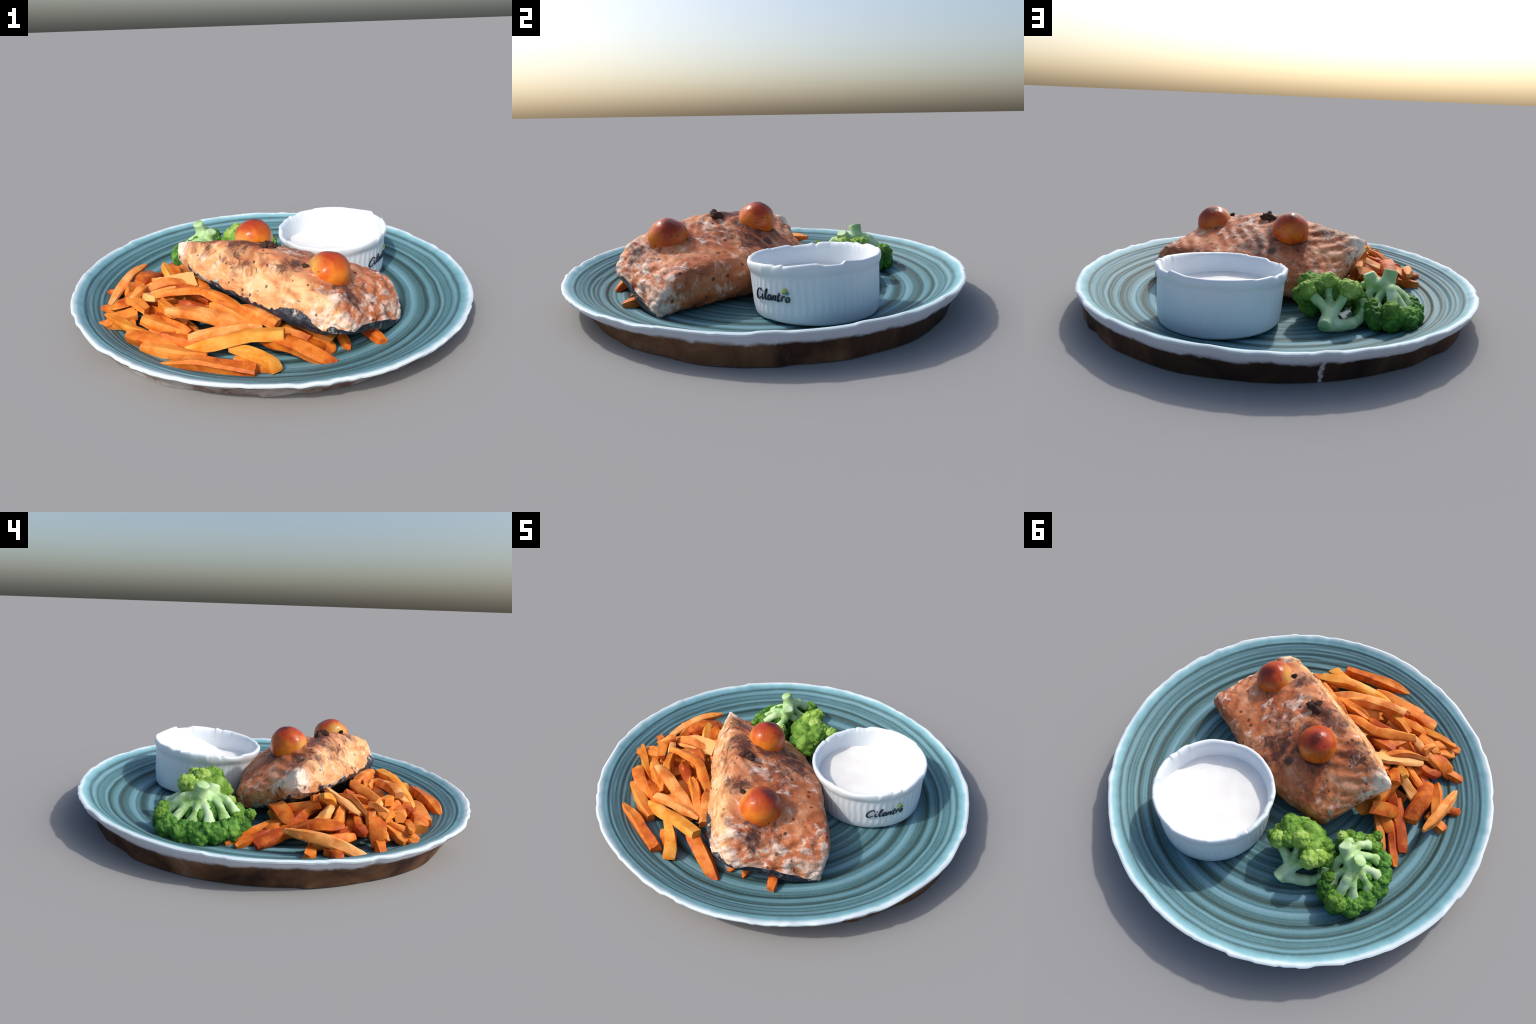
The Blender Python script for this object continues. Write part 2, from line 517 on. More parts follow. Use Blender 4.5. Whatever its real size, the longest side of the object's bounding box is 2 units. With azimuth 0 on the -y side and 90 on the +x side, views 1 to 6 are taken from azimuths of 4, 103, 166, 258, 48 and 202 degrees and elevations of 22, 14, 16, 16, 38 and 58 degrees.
def build_lettering(root):
    dark = mat_plain("navy_lettering_ink", (0.020, 0.035, 0.060))
    grey = mat_plain("faded_lettering_ink", (0.055, 0.085, 0.085))
    strokes = {  # brush-script letters spelling the word on the dish
        "C": [[(.66, .80), (.58, 1.0), (.32, .92), (.10, .50), (.12, .12), (.36, .0), (.62, .22)]],
        "i": [[(.80, .52), (.76, .16), (.86, .02), (.97, .16)], [(.86, .74), (.88, .82)]],
        "l": [[(1.02, .22), (1.22, .70), (1.28, 1.0), (1.16, .84), (1.10, .30), (1.18, .02), (1.30, .14)]],
        "a": [[(1.66, .44), (1.50, .52), (1.38, .26), (1.45, .03), (1.58, .16), (1.68, .48)], [(1.68, .48), (1.64, .12), (1.76, .05)]],
        "n": [[(1.84, .50), (1.82, .03)], [(1.83, .26), (1.96, .50), (2.06, .42), (2.03, .10), (2.14, .06)]],
        "t": [[(2.36, .80), (2.26, .26), (2.30, .02), (2.44, .12)], [(2.18, .52), (2.46, .56)]],
        "r": [[(2.58, .50), (2.55, .03)], [(2.56, .28), (2.68, .52), (2.80, .44)]],
        "o": [[(3.00, .50), (2.87, .30), (2.93, .05), (3.08, .10), (3.12, .38), (3.00, .50)]],
    }
    for letter, ss in strokes.items():
        verts, faces = [], []
        for s in ss:
            v, f = ribbon(s, 0.036, 0.072, 0.0046)
            k = len(verts)
            verts += v
            faces += [tuple(i + k for i in q) for q in f]
        mesh_obj("letter", verts, faces, grey if letter in "ro" else dark, root)
    leaf_cols = [((2.78, .98), 0.17, 0.22, (0.52, 0.55, 0.10)), ((2.93, .80), 0.13, 0.14, (0.10, 0.30, 0.30)), ((2.66, .80), 0.09, 0.10, (0.38, 0.55, 0.30))]
    for (x, y), rx, ry, col in leaf_cols:
        ring = [on_wall(x + rx * math.cos(TAU * i / 20), y + ry * math.sin(TAU * i / 20) * (1 + 0.3 * math.sin(TAU * i / 20)), 0.0045 + 0.0006 * x) for i in range(20)]
        low = [on_wall(x + rx * math.cos(TAU * i / 20), y + ry * math.sin(TAU * i / 20) * (1 + 0.3 * math.sin(TAU * i / 20)), 0.001) for i in range(20)]
        mesh_obj("leaf_emblem", ring + low, [tuple(range(20))] + [(i, i + 20, (i + 1) % 20 + 20, (i + 1) % 20) for i in range(20)],
                 mat_plain("leaf_emblem_ink", col), root)


# ------------------------------------------------------------------ salmon
FISH_O = Vector((-0.461, 0.001, 0.0))
FISH_R = math.atan2(-0.654, 0.757)
# cross-sections (across, height): carrot-side foot, skin line, cut face, crest, top, top, far edge, far side, far foot, belly
SECTIONS = [
    (-0.012, [(.010, .240), (-.004, .265), (.00, .290), (.012, .304), (.08, .262), (.18, .206), (.29, .152), (.30, .132), (.27, .110), (.13, .15)]),
    (0.02, [(.000, .200), (-.022, .250), (-.012, .292), (.012, .321), (.10, .277), (.21, .220), (.335, .155), (.355, .120), (.325, .075), (.15, .110)]),
    (0.14, [(-.015, .180), (-.052, .236), (-.028, .294), (.022, .344), (.13, .308), (.25, .251), (.375, .182), (.402, .130), (.37, .062), (.15, .095)]),
    (0.30, [(-.025, .168), (-.078, .224), (-.032, .297), (.038, .371), (.15, .345), (.285, .290), (.425, .210), (.455, .140), (.41, .055), (.15, .090)]),
    (0.50, [(-.028, .155), (-.072, .208), (-.024, .292), (.050, .386), (.17, .364), (.315, .312), (.470, .230), (.490, .140), (.42, .045), (.15, .085)]),
    (0.70, [(-.035, .148), (-.076, .196), (-.038, .275), (.032, .364), (.17, .345), (.320, .298), (.478, .238), (.492, .145), (.42, .040), (.15, .085)]),
    (0.85, [(-.035, .145), (-.076, .188), (-.042, .248), (.016, .328), (.17, .312), (.330, .278), (.486, .236), (.490, .140), (.42, .038), (.15, .085)]),
    (0.95, [(-.015, .145), (-.045, .178), (-.026, .222), (.012, .282), (.17, .268), (.330, .244), (.482, .216), (.488, .125), (.43, .036), (.17, .090)]),
    (1.01, [(.015, .147), (-.004, .168), (.006, .195), (.027, .230), (.17, .212), (.320, .188), (.458, .150), (.470, .095), (.435, .036), (.20, .092)]),
    (1.035, [(.05, .145), (.035, .158), (.04, .172), (.06, .188), (.18, .162), (.320, .136), (.425, .100), (.440, .070), (.425, .038), (.22, .095)]),
    (1.043, [(.10, .130), (.09, .138), (.10, .148), (.12, .155), (.20, .138), (.310, .108), (.390, .075), (.400, .062), (.39, .052), (.24, .095)]),
]


def build_salmon():
    root = empty("salmon_fillet", "thick roasted salmon fillet with charred skin edge", "fish", FISH_O, (0, 0, FISH_R))
    nr, na = 240, 300
    secs = np.array([[(a + 0.045 * min(1, max(0, b - 0.03) / 0.12) * max(0, 1 - a / 0.3), b, z) for b, z in s] for a, s in SECTIONS])
    # finer section outline, then spline along the length
    rings = np.array([catmull(s, nr, closed=True) for s in secs])
    cols = np.array([catmull(rings[:, j], na) for j in range(nr)])            # nr, na, 3
    P = cols.transpose(1, 0, 2)
    # normals by finite differences
    da = np.gradient(P, axis=0)
    db = np.roll(P, -1, 1) - np.roll(P, 1, 1)
    N = np.cross(db, da)
    N /= np.linalg.norm(N, axis=2, keepdims=True) + 1e-9
    cen = P.mean(1, keepdims=True)
    if ((P - cen) * N).sum() < 0:
        N = -N
    verts = []
    for i in range(na):
        for j in range(nr):
            p, n = Vector(P[i, j]), Vector(N[i, j])
            s = j / nr * 10
            end = max(0.0, (p.x - 0.84) / 0.2) + max(0.0, (0.10 - p.x) / 0.12)
            d = 0.0065 * fbm(p * 7 + Vector((3, 1, 5)), 3)
            d += 0.0035 * fbm((p.x * 24, p.y * 24, p.z * 24), 3)
            d += min(1, end) * (0.013 * abs(fbm((p.x * 20, p.y * 9, p.z * 16), 3)) - 0.004)
            if 1.2 < s < 2.9:      # muscle flakes across the cut face
                d += 0.0028 * math.sin(p.x * 62 + p.z * 50 + 3 * noise.noise(p * 9))
            if 3 <= s < 6:         # shallow muscle lines on the top
                d += 0.0022 * math.sin((p.x + 0.9 * abs(p.y - 0.22)) * 75 + 4 * noise.noise(p * 6))
            # folded lip at the thick end
            d += 0.016 * math.exp(-((p.x - 0.955) / 0.018) ** 2 - ((p.y - 0.08) / 0.06) ** 2) if s < 6 else 0
            d -= 0.012 * math.exp(-((p.x - 0.915) / 0.018) ** 2 - ((p.y - 0.15) / 0.10) ** 2) if 3 < s < 6 else 0
            if 3 < s < 6.5:        # flesh swells up round the seated tomatoes
                for ta, tb in ((0.825, 0.176), (0.329, 0.211)):
                    q = math.hypot(p.x - ta, p.y - tb)
                    d += 0.013 * math.exp(-((q - 0.085) / 0.022) ** 2)
            # torn flap along the skin line
            if 0.4 < s < 1.5:
                d += 0.010 * max(0, noise.noise(Vector((p.x * 9, 2, 1)))) + 0.004
            verts.append(p + n * d * min(1, 0.25 + (p.x + 0.012) / 0.05))
    faces, skin = [], []
    for i in range(na - 1):
        for j in range(nr):
            k = (j + 1) % nr
            faces.append((i * nr + j, i * nr + k, (i + 1) * nr + k, (i + 1) * nr + j))
            p = verts[i * nr + j]
            s = j / nr * 10
            wob = noise.noise(Vector((p.x * 14, p.y * 14, p.z * 14))) * 0.5 + noise.noise(Vector((p.x * 45, 3, p.z * 45))) * 0.25
            upper = 0.95 + 0.85 * math.exp(-((p.x - 0.84) / 0.10) ** 2) + 0.5 * math.exp(-((p.x - 0.36) / 0.03) ** 2)
            is_skin = s > 8.35 + 0.3 * wob or s < upper + 0.45 * wob or (p.x > 0.985 and p.z < 0.178 - 0.30 * p.y + 0.04 * wob)
            if p.x < 0.12 and s < 3:
                is_skin = s < 0.3
            skin.append(is_skin)
    for ring, rev in ((0, True), (na - 1, False)):
        c = sum((verts[ring * nr + j] for j in range(nr)), Vector()) / nr
        verts.append(c)
        ci = len(verts) - 1
        for j in range(nr):
            k = (j + 1) % nr
            q = (ring * nr + j, ring * nr + k, ci)
            faces.append(tuple(reversed(q)) if rev else q)
            skin.append(not rev)
    whole = bpy.data.meshes.new("whole")
    whole.from_pydata(verts, [], faces)
    bm = bmesh.new()
    bm.from_mesh(whole)
    bmesh.ops.recalc_face_normals(bm, faces=bm.faces)
    bm.normal_update()
    vn = [v.normal.copy() for v in bm.verts]
    faces = [tuple(v.index for v in f.verts) for f in bm.faces]
    bm.free()
    bpy.data.meshes.remove(whole)
    for name, want, mat in (("salmon_flesh", False, mat_salmon()), ("salmon_skin", True, mat_skin())):
        fs = [f for f, s in zip(faces, skin) if s == want]
        used = sorted({i for f in fs for i in f})
        re = {o: n for n, o in enumerate(used)}
        ob = mesh_obj(name, [verts[i] for i in used], [tuple(re[i] for i in f) for f in fs], mat, root)
        ob.data.normals_split_custom_set_from_vertices([vn[i] for i in used])
    # charred herb scrap standing on the crest
    char = mat_plain("charred_scrap", (0.075, 0.036, 0.026), 0.8)
    inv = (Matrix.Translation(FISH_O) @ Matrix.Rotation(FISH_R, 4, "Z")).inverted()
    for p0, p1, w, h in (((-0.030, -0.235, 0.372), (0.035, -0.255, 0.392), 0.026, 0.022), ((-0.015, -0.285, 0.385), (0.005, -0.245, 0.405), 0.012, 0.020)):
        lump(inv @ Vector(p0), inv @ Vector(p1), w, h, 5, "charred_scrap", char, root)
    return root


def lump(p0, p1, w, h, seed, name, mat, parent):
    d = p1 - p0
    v, f = sphere_grid(18, 14)
    q = d.to_track_quat("X", "Z")
    out = []
    for n in v:
        s = 1 + 0.5 * noise.noise(n * 2.2 + Vector((seed, 0, 0)))
        out.append((p0 + p1) / 2 + q @ Vector((n.x * (d.length / 2 + w / 3) * s, n.y * w * s, n.z * h * s)))
    return mesh_obj(name, out, f, mat, parent)


def sphere_grid(seg, rings):
    v = [Vector((0, 0, 1))]
    for i in range(1, rings):
        ph = math.pi * i / rings
        for j in range(seg):
            th = TAU * j / seg
            v.append(Vector((math.sin(ph) * math.cos(th), math.sin(ph) * math.sin(th), math.cos(ph))))
    v.append(Vector((0, 0, -1)))
    f = []
    for j in range(seg):
        k = (j + 1) % seg
        f.append((0, 1 + j, 1 + k))
        b = 1 + (rings - 2) * seg
        f.append((len(v) - 1, b + k, b + j))
        for i in range(rings - 2):
            a = 1 + i * seg
            f.append((a + j, a + seg + j, a + seg + k, a + k))
    return v, f


# ------------------------------------------------------------------ tomatoes
def build_tomato(c, r, blush, stub, squash):
    root = empty("cherry_tomato", "glossy roasted orange-red cherry tomato with charred top", "tomato", c)
    v, f = sphere_grid(64, 40)
    sd = Vector(stub).normalized()
    out = []
    for n in v:
        k = 1 + 0.05 * noise.noise(n * 1.7 + Vector(c) * 9) + 0.012 * noise.noise(n * 6)
        k -= 0.10 * math.exp(-((n - sd).length / 0.22) ** 2)
        out.append(Vector((n.x * r, n.y * r, n.z * r * squash)) * k)
    mesh_obj("tomato_body", out, f, mat_tomato(blush, stub), root)
    p = sd * r * 0.94
    lump(p, p + sd * 0.028 + Vector((0, 0, 0.010)), 0.010, 0.010, 2, "tomato_stem", mat_plain("burnt_stem", (0.05, 0.03, 0.02), 0.8), root)
    return root


# ------------------------------------------------------------------ carrots
def stick(name, pts, w, t, mat, parent, seed, roll=0.0, taper=(0.75, 0.75)):
    """A cut carrot baton: a rounded-rectangle section swept along a spine."""
    rnd = random.Random(seed)
    pts = [Vector(p) for p in pts]
    if len(pts) == 2:
        m = (pts[0] + pts[1]) / 2
        d = pts[1] - pts[0]
        side = Vector((-d.y, d.x, 0)).normalized()
        pts.insert(1, m + side * rnd.uniform(-0.014, 0.014) + Vector((0, 0, rnd.uniform(-0.004, 0.012))))
    n = 17
    S = catmull(pts, n)
    c = 0.22
    sect = [(-1, -1 + c), (-1 + c, -1), (0, -1.06), (1 - c, -1), (1, -1 + c), (1.05, 0), (1, 1 - c), (1 - c, 1), (0, 1.04), (-1 + c, 1), (-1, 1 - c), (-1.05, 0)]
    sk = [(rnd.uniform(-.20, .20), rnd.uniform(-.20, .20)) for _ in sect]
    sk2 = [(rnd.uniform(-.20, .20), rnd.uniform(-.20, .20)) for _ in sect]
    tw = rnd.uniform(-0.9, 0.9)
    slant = (rnd.uniform(-.6, .6), rnd.uniform(-.6, .6))
    verts, faces = [], []
    ns = len(sect)
    off = Vector((rnd.uniform(0, 50), rnd.uniform(0, 50), 0))
    for i in range(n):
        p = Vector(S[i])
        d = (Vector(S[min(i + 1, n - 1)]) - Vector(S[max(i - 1, 0)])).normalized()
        u = d.cross(Vector((0, 0, 1)))
        u = u.normalized() if u.length > 1e-4 else Vector((1, 0, 0))
        up = u.cross(d)
        f = i / (n - 1)
        ang = roll + tw * (f - 0.5)
        uu = u * math.cos(ang) + up * math.sin(ang)
        vv = up * math.cos(ang) - u * math.sin(ang)
        e = min(1, f / 0.30)
        e2 = min(1, (1 - f) / 0.30)
        k = (taper[0] + (1 - taper[0]) * math.sin(e * math.pi / 2)) * (taper[1] + (1 - taper[1]) * math.sin(e2 * math.pi / 2))
        k *= 1 + 0.13 * noise.noise(Vector((f * 4, 0, 0)) + off)
        kt = k * (1 + 0.15 * noise.noise(Vector((f * 4, 7, 0)) + off))
        for (x, y), (a, b), (a2, b2) in zip(sect, sk, sk2):
            x += a * (1 - f) + a2 * f
            y += b * (1 - f) + b2 * f
            q = p + uu * x * w / 2 * k + vv * y * t / 2 * kt
            if i in (0, n - 1):
                q += d * (x * slant[0] * w / 2 * k + y * slant[1] * t / 2 * k) * (0.6 if i == 0 else -0.6)
            q += 0.0022 * noise.noise_vector(q * 30) + 0.007 * noise.noise_vector(q * 8)
            verts.append(q)
    for i in range(n - 1):
        for j in range(ns):
            k = (j + 1) % ns
            faces.append((i * ns + j, i * ns + k, (i + 1) * ns + k, (i + 1) * ns + j))
    for a, rev in ((0, True), ((n - 1) * ns, False)):
        cap = [a + j for j in range(ns)]
        c0 = sum((verts[q] for q in cap), Vector()) / ns
        verts.append(c0)
        ci = len(verts) - 1
        for j in range(ns):
            q = (cap[j], cap[(j + 1) % ns], ci)
            faces.append(q[::-1] if rev else q)
    ob = mesh_obj(name, verts, [tuple(reversed(q)) for q in faces], mat, parent, angle=38)
    return ob


def build_carrots():
    root = empty("carrot_sticks", "loose pile of roasted orange carrot batons", "carrots", (-0.45, -0.35, 0.03))
    inv = Matrix.Translation((0.45, 0.35, -0.03))
    deep = mat_carrot("carrot_deep_orange", (0.38, 0.055, 0.008), (0.61, 0.140, 0.012), (0.76, 0.26, 0.042))
    pale = mat_carrot("carrot_pale_orange", (0.56, 0.14, 0.02), (0.73, 0.255, 0.050), (0.83, 0.41, 0.14))
    gold = mat_carrot("carrot_golden", (0.60, 0.17, 0.015), (0.73, 0.265, 0.028), (0.80, 0.40, 0.08))
    D, L, G = deep, pale, gold
    batons = [  # spine points, width, thickness, material, roll, taper
        ([(-.425, -.757, .072), (-.21, -.785, .076), (-.022, -.805, .066)], .052, .056, D, 0, (.25, .95)),
        ([(-.525, -.625, .070), (-.39, -.67, .066), (-.235, -.705, .062)], .060, .058, D, .1, (.8, .7)),
        ([(-.610, -.548, .088), (-.49, -.60, .080), (-.37, -.625, .060)], .058, .054, D, -.1, (.85, .6)),
        ([(-.738, -.430, .138), (-.60, -.505, .096), (-.46, -.555, .055)], .036, .040, G, .3, (.35, .6)),
        ([(-.785, -.440, .078), (-.70, -.45, .078), (-.60, -.44, .075)], .050, .040, D, 0, (.3, .8)),
        ([(-.430, -.515, .196), (-.27, -.535, .190), (-.085, -.540, .136)], .064, .044, L, -.25, (.7, .5)),
        ([(-.325, -.612, .108), (-.18, -.59, .140), (-.010, -.560, .140)], .044, .044, L, .2, (.8, .4)),
        ([(-.335, -.648, .070), (-.20, -.655, .118), (-.06, -.655, .150), (.088, -.640, .150)], .052, .050, G, .2, (.5, .9)),
        ([(-.02, -.625, .128), (.12, -.655, .108), (.298, -.690, .036)], .066, .048, D, -.2, (.7, .45)),
        ([(-.14, -.665, .102), (-.02, -.725, .100), (.035, -.762, .090), (.052, -.785, .050)], .055, .036, G, 0, (.6, .9)),
        ([(-.12, -.70, .060), (-.04, -.735, .050), (.03, -.76, .045)], .050, .040, D, 0, (.6, .8)),
        ([(-.525, -.370, .200), (-.40, -.345, .205), (-.305, -.336, .208), (-.20, -.385, .185), (-.110, -.420, .160)], .052, .034, D, .2, (.8, .5)),
        ([(-.590, -.270, .168), (-.48, -.225, .195), (-.355, -.190, .196)], .088, .030, L, -.3, (.6, .8)),
        ([(-.255, -.430, .180), (-.15, -.475, .170), (-.028, -.540, .126)], .050, .046, D, 0, (.5, .8)),
        ([(-.140, -.410, .160), (-.04, -.49, .172), (.058, -.578, .160)], .052, .046, L, .1, (.6, .9)),
        ([(-.525, -.095, .240), (-.505, -.14, .215), (-.47, -.19, .140)], .040, .030, G, .5, (.8, .8)),
        ([(-.490, -.060, .215), (-.475, -.11, .205), (-.43, -.17, .130)], .055, .034, D, .4, (.9, .8)),
        ([(-.690, .120, .150), (-.75, -.03, .128), (-.805, -.205, .050)], .042, .046, L, .4, (.35, .6)),
        ([(-.615, .070, .110), (-.64, -.04, .145), (-.660, -.160, .150)], .074, .046, D, .2, (.95, .4)),
        ([(-.618, .225, .048), (-.575, .11, .075), (-.520, -.03, .115)], .062, .050, D, .1, (.6, .9)),
        ([(-.605, .305, .044), (-.565, .21, .066), (-.515, .08, .090)], .036, .036, D, .2, (.5, .9)),
        ([(-.562, .350, .042), (-.515, .23, .060), (-.450, .08, .085)], .042, .036, D, 0, (.5, .9)),
        ([(-.535, .150, .075), (-.49, .09, .100), (-.430, .030, .110)], .050, .044, D, .2, (.7, .9)),
        ([(-.830, -.270, .062), (-.77, -.285, .075), (-.690, -.310, .095)], .046, .040, D, 0, (.6, .8)),
        ([(-.745, -.295, .092), (-.69, -.30, .130), (-.615, -.300, .165)], .074, .046, D, .2, (.9, .7)),
        ([(-.640, -.290, .160), (-.575, -.33, .178), (-.505, -.385, .190)], .036, .034, L, .3, (.8, .7)),
        ([(-.855, -.075, .060), (-.80, -.075, .070), (-.72, -.07, .085)], .044, .034, D, .2, (.2, .9)),
        ([(-.790, .045, .050), (-.75, .015, .056), (-.69, -.02, .065)], .048, .042, D, 0, (.9, .9)),
        ([(-.727, .000, .088), (-.715, -.10, .112), (-.695, -.190, .110)], .044, .038, D, .3, (.7, .7)),
        ([(-.385, -.213, .190), (-.49, -.250, .212), (-.62, -.285, .165)], .040, .026, L, .6, (.5, .7)),
        ([(-.640, -.125, .118), (-.59, -.155, .140), (-.525, -.195, .172)], .040, .036, D, 0, (.7, .9)),
        ([(-.370, -.225, .178), (-.42, -.29, .186), (-.480, -.350, .186)], .034, .030, L, .2, (.4, .8)),
        ([(-.380, -.500, .165), (-.43, -.46, .172), (-.485, -.400, .185)], .044, .040, G, 0, (.7, .9)),
        ([(-.600, -.400, .118), (-.67, -.435, .105), (-.740, -.466, .078)], .050, .044, D, .1, (.9, .8)),
        ([(-.620, -.362, .112), (-.68, -.39, .100), (-.745, -.412, .078)], .046, .040, D, .2, (.9, .6)),
        ([(-.405, .085, .160), (-.47, .07, .150), (-.550, .045, .120)], .070, .040, D, -.4, (.9, .4)),
        ([(.120, -.470, .105), (.20, -.52, .095), (.290, -.565, .070)], .056, .048, D, 0, (.9, .8)),
        ([(.030, -.500, .112), (.11, -.53, .105), (.200, -.565, .088)], .052, .044, D, .2, (.9, .8)),
        ([(.060, -.545, .075), (.17, -.56, .065), (.290, -.575, .048)], .050, .042, D, .1, (.9, .5)),
        ([(.325, -.500, .060), (.345, -.54, .052), (.365, -.585, .040)], .034, .036, D, .2, (.9, .3)),
        ([(.440, -.440, .060), (.475, -.49, .056), (.512, -.545, .046)], .044, .040, D, .1, (.9, .8)),
        ([(.250, -.50, .075), (.27, -.56, .055), (.292, -.610, .036)], .040, .034, D, .4, (.9, .4)),
        ([(-.560, -.470, .130), (-.47, -.51, .120), (-.35, -.55, .095)], .055, .046, D, .2, (.8, .8)),
        ([(-.655, -.335, .160), (-.61, -.37, .170), (-.545, -.43, .150)], .046, .040, D, .1, (.7, .8)),
        ([(-.585, -.300, .205), (-.60, -.33, .205), (-.625, -.370, .180)], .034, .030, L, .2, (.8, .8)),
        ([(-.300, -.480, .150), (-.20, -.50, .140), (-.08, -.57, .110)], .050, .044, D, .1, (.8, .8)),
        ([(-.455, -.580, .105), (-.36, -.60, .095), (-.24, -.63, .080)], .050, .044, D, .2, (.7, .8)),
        ([(-.400, -.380, .165), (-.33, -.41, .160), (-.25, -.46, .140)], .044, .036, D, .2, (.7, .8)),
        ([(-.400, .060, .135), (-.45, -.02, .165), (-.500, -.10, .190)], .060, .040, D, .3, (.8, .8)),
        ([(-.350, .100, .095), (-.40, .04, .110), (-.460, -.03, .120)], .060, .046, D, .1, (.8, .8)),
        ([(-.420, -.130, .165), (-.47, -.05, .160), (-.535, .045, .115)], .056, .044, D, -.2, (.9, .6)),
        ([(-.300, -.230, .150), (-.36, -.18, .165), (-.430, -.13, .185)], .060, .036, D, .3, (.8, .8)),
        ([(-.620, -.040, .120), (-.56, -.10, .150), (-.480, -.16, .175)], .050, .036, L, .4, (.6, .8)),
        ([(-.440, -.260, .190), (-.36, -.29, .185), (-.270, -.32, .150)], .048, .034, D, -.3, (.6, .8)),
        ([(-.700, -.250, .118), (-.64, -.23, .130), (-.56, -.25, .150)], .044, .036, D, .2, (.6, .8)),
    ]
    for k, (pts, w, t, mat, roll, tap) in enumerate(batons):
        stick("carrot_stick", [inv @ (Vector(p) - Vector((0, 0, 0.009 if p[2] > 0.085 else 0.0))) for p in pts], w, t, mat, root, 100 + k, roll, tap)
    # batons buried in the pile, lying mostly along the fillet
    rnd = random.Random(12)
    made = 0
    while made < 26:
        x, y = rnd.uniform(-0.74, 0.05), rnd.uniform(-0.66, 0.10)
        u = (x + 0.42) / 0.36
        w = (y + 0.30 + 0.45 * (x + 0.42)) / 0.30
        rad = u * u + w * w
        if rad > 0.62:
            continue
        ang = FISH_R + rnd.gauss(0.2, 0.45)
        ln = rnd.uniform(0.11, 0.17) * (1 - 0.3 * rad)
        top = 0.050 + 0.075 * (1 - rad) * rnd.uniform(0.2, 1)
        d = Vector((math.cos(ang), math.sin(ang), rnd.uniform(-.12, .12))) * ln
        p = inv @ Vector((x, y, top))
        stick("carrot_stick", [p - d, p + d], rnd.uniform(.042, .056), rnd.uniform(.036, .048), D, root, 400 + made, rnd.uniform(-.5, .5), (.7, .7))
        made += 1
    return root


# ------------------------------------------------------------------ broccoli
def bud_cluster(c, r, mat, parent, seed, stretch=(1, 1, 1), knob=3.4, amp=0.20):
    v, f = sphere_grid(56, 38)
    off = Vector((seed * 3.1, seed * 1.7, seed * 0.9))
    out = []
    for n in v:
        dist, _ = noise.voronoi(n * knob * 0.55 + off)
        dist2, _ = noise.voronoi(n * knob * 1.7 + off)
        k = 1 + amp * (0.55 - dist[0]) * 1.5 + amp * 0.35 * (0.45 - dist2[0]) + 0.06 * noise.noise(n * 1.5 + off)
        out.append(Vector(c) + Vector((n.x * stretch[0], n.y * stretch[1], n.z * stretch[2])) * r * k)
    return mesh_obj("bud_cluster", out, f, mat, parent)


def fused_tubes(name, tubes, mat, parent, voxel=0.0055):
    """Tapered tubes (lists of (point, radius)) fused into one smooth branching stalk."""
    bm = bmesh.new()
    for tube in tubes:
        pts = catmull([(*p, r) for p, r in tube], 7 * len(tube))
        rings = []
        for i, q in enumerate(pts):
            p = Vector(q[:3])
            d = Vector(pts[min(i + 1, len(pts) - 1)][:3] - pts[max(i - 1, 0)][:3]).normalized()
            u = d.orthogonal().normalized()
            w = d.cross(u)
            rings.append([bm.verts.new(p + (u * math.cos(TAU * j / 16) + w * math.sin(TAU * j / 16)) * q[3]
                                       * (1 + 0.22 * noise.noise(p * 22 + u * math.cos(TAU * j / 16) + w * math.sin(TAU * j / 16)))) for j in range(16)])
        for a, b in zip(rings, rings[1:]):
            for j in range(16):
                k = (j + 1) % 16
                bm.faces.new((a[j], a[k], b[k], b[j]))
        bm.faces.new(list(reversed(rings[0])))
        bm.faces.new(rings[-1])
    bmesh.ops.recalc_face_normals(bm, faces=bm.faces)
    me = bpy.data.meshes.new(name)
    bm.to_mesh(me)
    bm.free()
    tmp = link(bpy.data.objects.new("helper", me))
    r = tmp.modifiers.new("r", "REMESH")
    r.mode = "VOXEL"
    r.voxel_size = voxel
    s = tmp.modifiers.new("s", "SMOOTH")
    s.iterations = 5
    s.factor = 0.5
    dg = bpy.context.evaluated_depsgraph_get()
    out = bpy.data.meshes.new_from_object(tmp.evaluated_get(dg))
    bpy.data.objects.remove(tmp)
    bpy.data.meshes.remove(me)
    out.name = name
    out.polygons.foreach_set("use_smooth", [True] * len(out.polygons))
    out.materials.clear()
    out.materials.append(mat)
    return link(bpy.data.objects.new(name, out), parent)


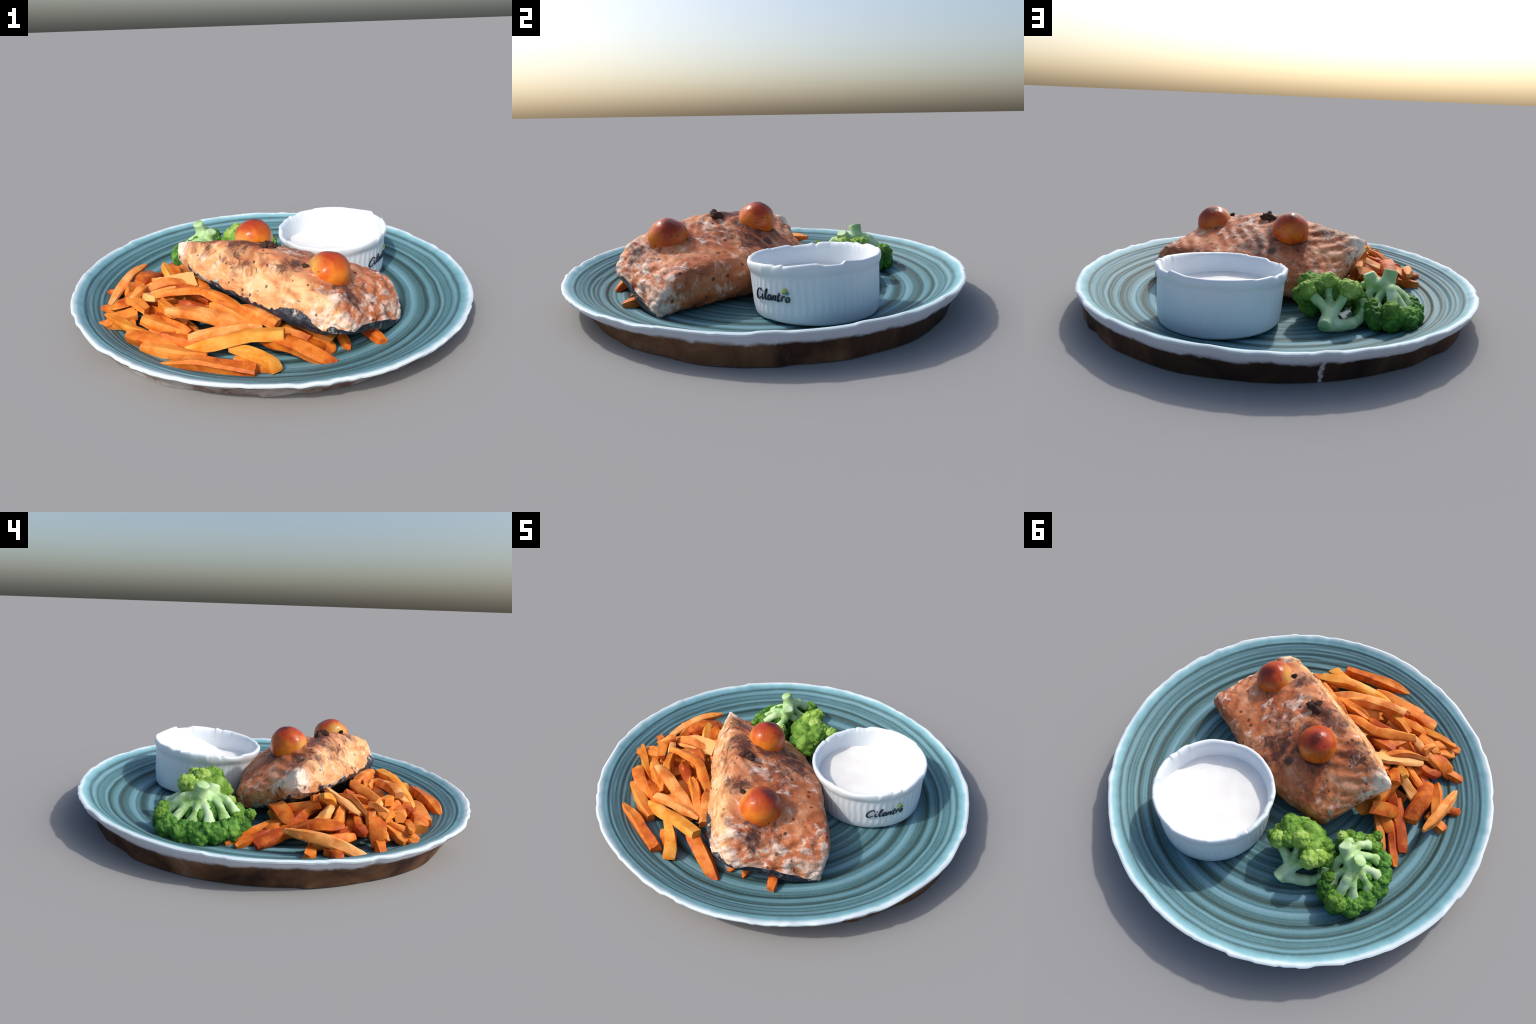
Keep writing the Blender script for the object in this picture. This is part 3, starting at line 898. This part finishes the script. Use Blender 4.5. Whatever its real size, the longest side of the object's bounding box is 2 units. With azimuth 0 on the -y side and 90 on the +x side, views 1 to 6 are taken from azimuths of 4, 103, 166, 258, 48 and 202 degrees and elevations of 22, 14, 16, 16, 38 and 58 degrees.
def build_broccoli():
    stalk = mat_stalk()
    darkc = mat_crown("broccoli_crown_dark", (0.018, 0.070, 0.010), (0.050, 0.165, 0.020), (0.17, 0.36, 0.06))
    midc = mat_crown("broccoli_crown_green", (0.050, 0.120, 0.015), (0.110, 0.240, 0.028), (0.24, 0.42, 0.08))
    palec = mat_crown("broccoli_crown_lime", (0.12, 0.24, 0.03), (0.25, 0.42, 0.07), (0.48, 0.58, 0.22))
    # upturned floret: cut stalk on top, branches running down to the dark crown
    o1 = Vector((-0.44, 0.43, 0.03))
    a = empty("broccoli_floret", "upturned broccoli floret with pale branching stalks", "broccoli", o1)
    P = lambda x, y, z: Vector((x, y, z)) - o1
    hub, hub2 = P(-.418, .440, .195), P(-.375, .385, .185)
    tubes = [
        [(P(-.436, .428, .276), .034), (P(-.428, .436, .245), .032), (hub, .040)],
        [(P(-.350, .366, .246), .030), (P(-.362, .376, .215), .034), (hub2, .038)],
        [(hub, .038), (hub2, .038)],
        [(hub, .030), (P(-.410, .500, .205), .026), (P(-.395, .555, .165), .024), (P(-.385, .600, .130), .028)],
        [(hub, .028), (P(-.440, .510, .165), .020), (P(-.460, .575, .110), .024)],
        [(hub, .028), (P(-.480, .465, .160), .019), (P(-.525, .500, .105), .022)],
        [(hub, .028), (P(-.490, .415, .165), .020), (P(-.555, .410, .105), .022)],
        [(hub2, .026), (P(-.450, .360, .180), .020), (P(-.530, .330, .110), .022)],
        [(hub2, .028), (P(-.410, .320, .185), .022), (P(-.470, .265, .120), .024)],
        [(hub2, .026), (P(-.350, .330, .170), .022), (P(-.370, .270, .115), .022)],
        [(hub2, .026), (P(-.340, .420, .150), .022), (P(-.325, .480, .110), .024)],
        [(hub, .026), (P(-.360, .480, .150), .020), (P(-.335, .540, .110), .024)],
    ]
    forks = []
    for tube in tubes[3:]:
        (p0, _), (p1, _) = tube[-2], tube[-1]
        tube[-1] = (p1 - (p1 - p0) * 0.12, 0.020)
        d = (p1 - p0).normalized()
        side = d.cross(Vector((0, 0, 1))).normalized()
        pm = p0.lerp(p1, 0.35)
        forks += [[(pm, 0.020), (p0.lerp(p1, 0.7) + side * k * 0.014, 0.016), (p1 + side * k * 0.026, 0.015)] for k in (-1, 1)]
        for k in (-1, 1):      # each branch forks into two knobs
            bud_cluster(p1 + d * 0.004 + side * k * 0.020, 0.037, midc if p1.z > 0.085 else darkc, a, 70 + len(a.children))
    fused_tubes("stalk", tubes + forks, stalk, a)
    lobes = [  # centre, radius, material
        ((-.378, .592, .140), .043, midc), ((-.385, .600, .090), .050, darkc), ((-.330, .555, .085), .050, darkc),
        ((-.455, .590, .080), .052, darkc), ((-.510, .530, .078), .056, darkc), ((-.550, .455, .080), .052, darkc),
        ((-.550, .385, .085), .052, darkc), ((-.525, .320, .088), .054, darkc), ((-.475, .265, .095), .050, darkc),
        ((-.400, .265, .090), .055, darkc), ((-.320, .285, .148), .028, palec), ((-.345, .300, .095), .050, darkc),
        ((-.325, .500, .130), .034, midc), ((-.305, .470, .075), .050, darkc), ((-.480, .220, .140), .026, midc),
        ((-.440, .430, .115), .080, darkc), ((-.430, .545, .115), .028, midc), ((-.490, .480, .118), .024, midc),
        ((-.310, .400, .090), .045, darkc),
    ]
    for i, (c, r, m) in enumerate(lobes):
        bud_cluster(Vector(c) - o1, r, m, a, i + 1)
    # second floret lying on its side, crown up against the fillet, stalk towards the rim
    o2 = Vector((-0.16, 0.42, 0.03))
    b = empty("broccoli_floret", "bright green broccoli floret with knobbly crown", "broccoli", o2)
    P = lambda x, y, z: Vector((x, y, z)) - o2
    fork = P(-.130, .500, .100)
    tubes = [
        [(P(-.082, .560, .066), .036), (P(-.100, .535, .080), .036), (fork, .038)],
        [(fork, .032), (P(-.175, .490, .150), .022), (P(-.205, .480, .200), .026)],
        [(fork, .030), (P(-.140, .445, .150), .022), (P(-.145, .405, .200), .026)],
        [(fork, .030), (P(-.085, .455, .145), .024), (P(-.045, .425, .185), .026)],
        [(P(-.110, .540, .066), .032), (P(-.190, .530, .058), .028), (P(-.255, .512, .066), .024), (P(-.292, .483, .120), .020), (P(-.290, .460, .150), .020)],
        [(fork, .030), (P(-.160, .40, .120), .040), (P(-.170, .35, .130), .04)],
    ]
    fused_tubes("stalk", tubes, stalk, b)
    lobes = [
        ((-.213, .478, .208), .046, palec), ((-.245, .445, .190), .044, palec), ((-.145, .398, .218), .044, palec),
        ((-.040, .422, .190), .044, palec), ((-.085, .405, .200), .042, midc), ((-.028, .430, .212), .022, palec),
        ((-.072, .330, .195), .052, midc), ((-.165, .350, .150), .085, midc), ((-.115, .315, .130), .075, midc),
        ((-.240, .370, .140), .058, midc), ((-.045, .370, .150), .056, midc), ((-.285, .430, .150), .036, midc),
        ((-.295, .460, .120), .032, midc), ((-.200, .420, .175), .055, midc), ((-.190, .330, .100), .070, darkc), ((-.090, .340, .090), .06, darkc),
        ((-.105, .370, .205), .045, midc), ((-.015, .400, .165), .040, midc),
    ]
    for i, (c, r, m) in enumerate(lobes):
        bud_cluster(Vector(c) - o2, r, m, b, i + 40)


build_plate()
build_ramekin()
build_salmon()
build_tomato((0.278, -0.405, 0.320), 0.099, (0.03, 0.035, 0.085), (-0.085, -0.02, 0.030), 0.98)
build_tomato((-0.074, -0.054, 0.356), 0.096, (0.005, 0.03, 0.09), (-0.06, -0.06, -0.02), 1.0)
build_carrots()
build_broccoli()
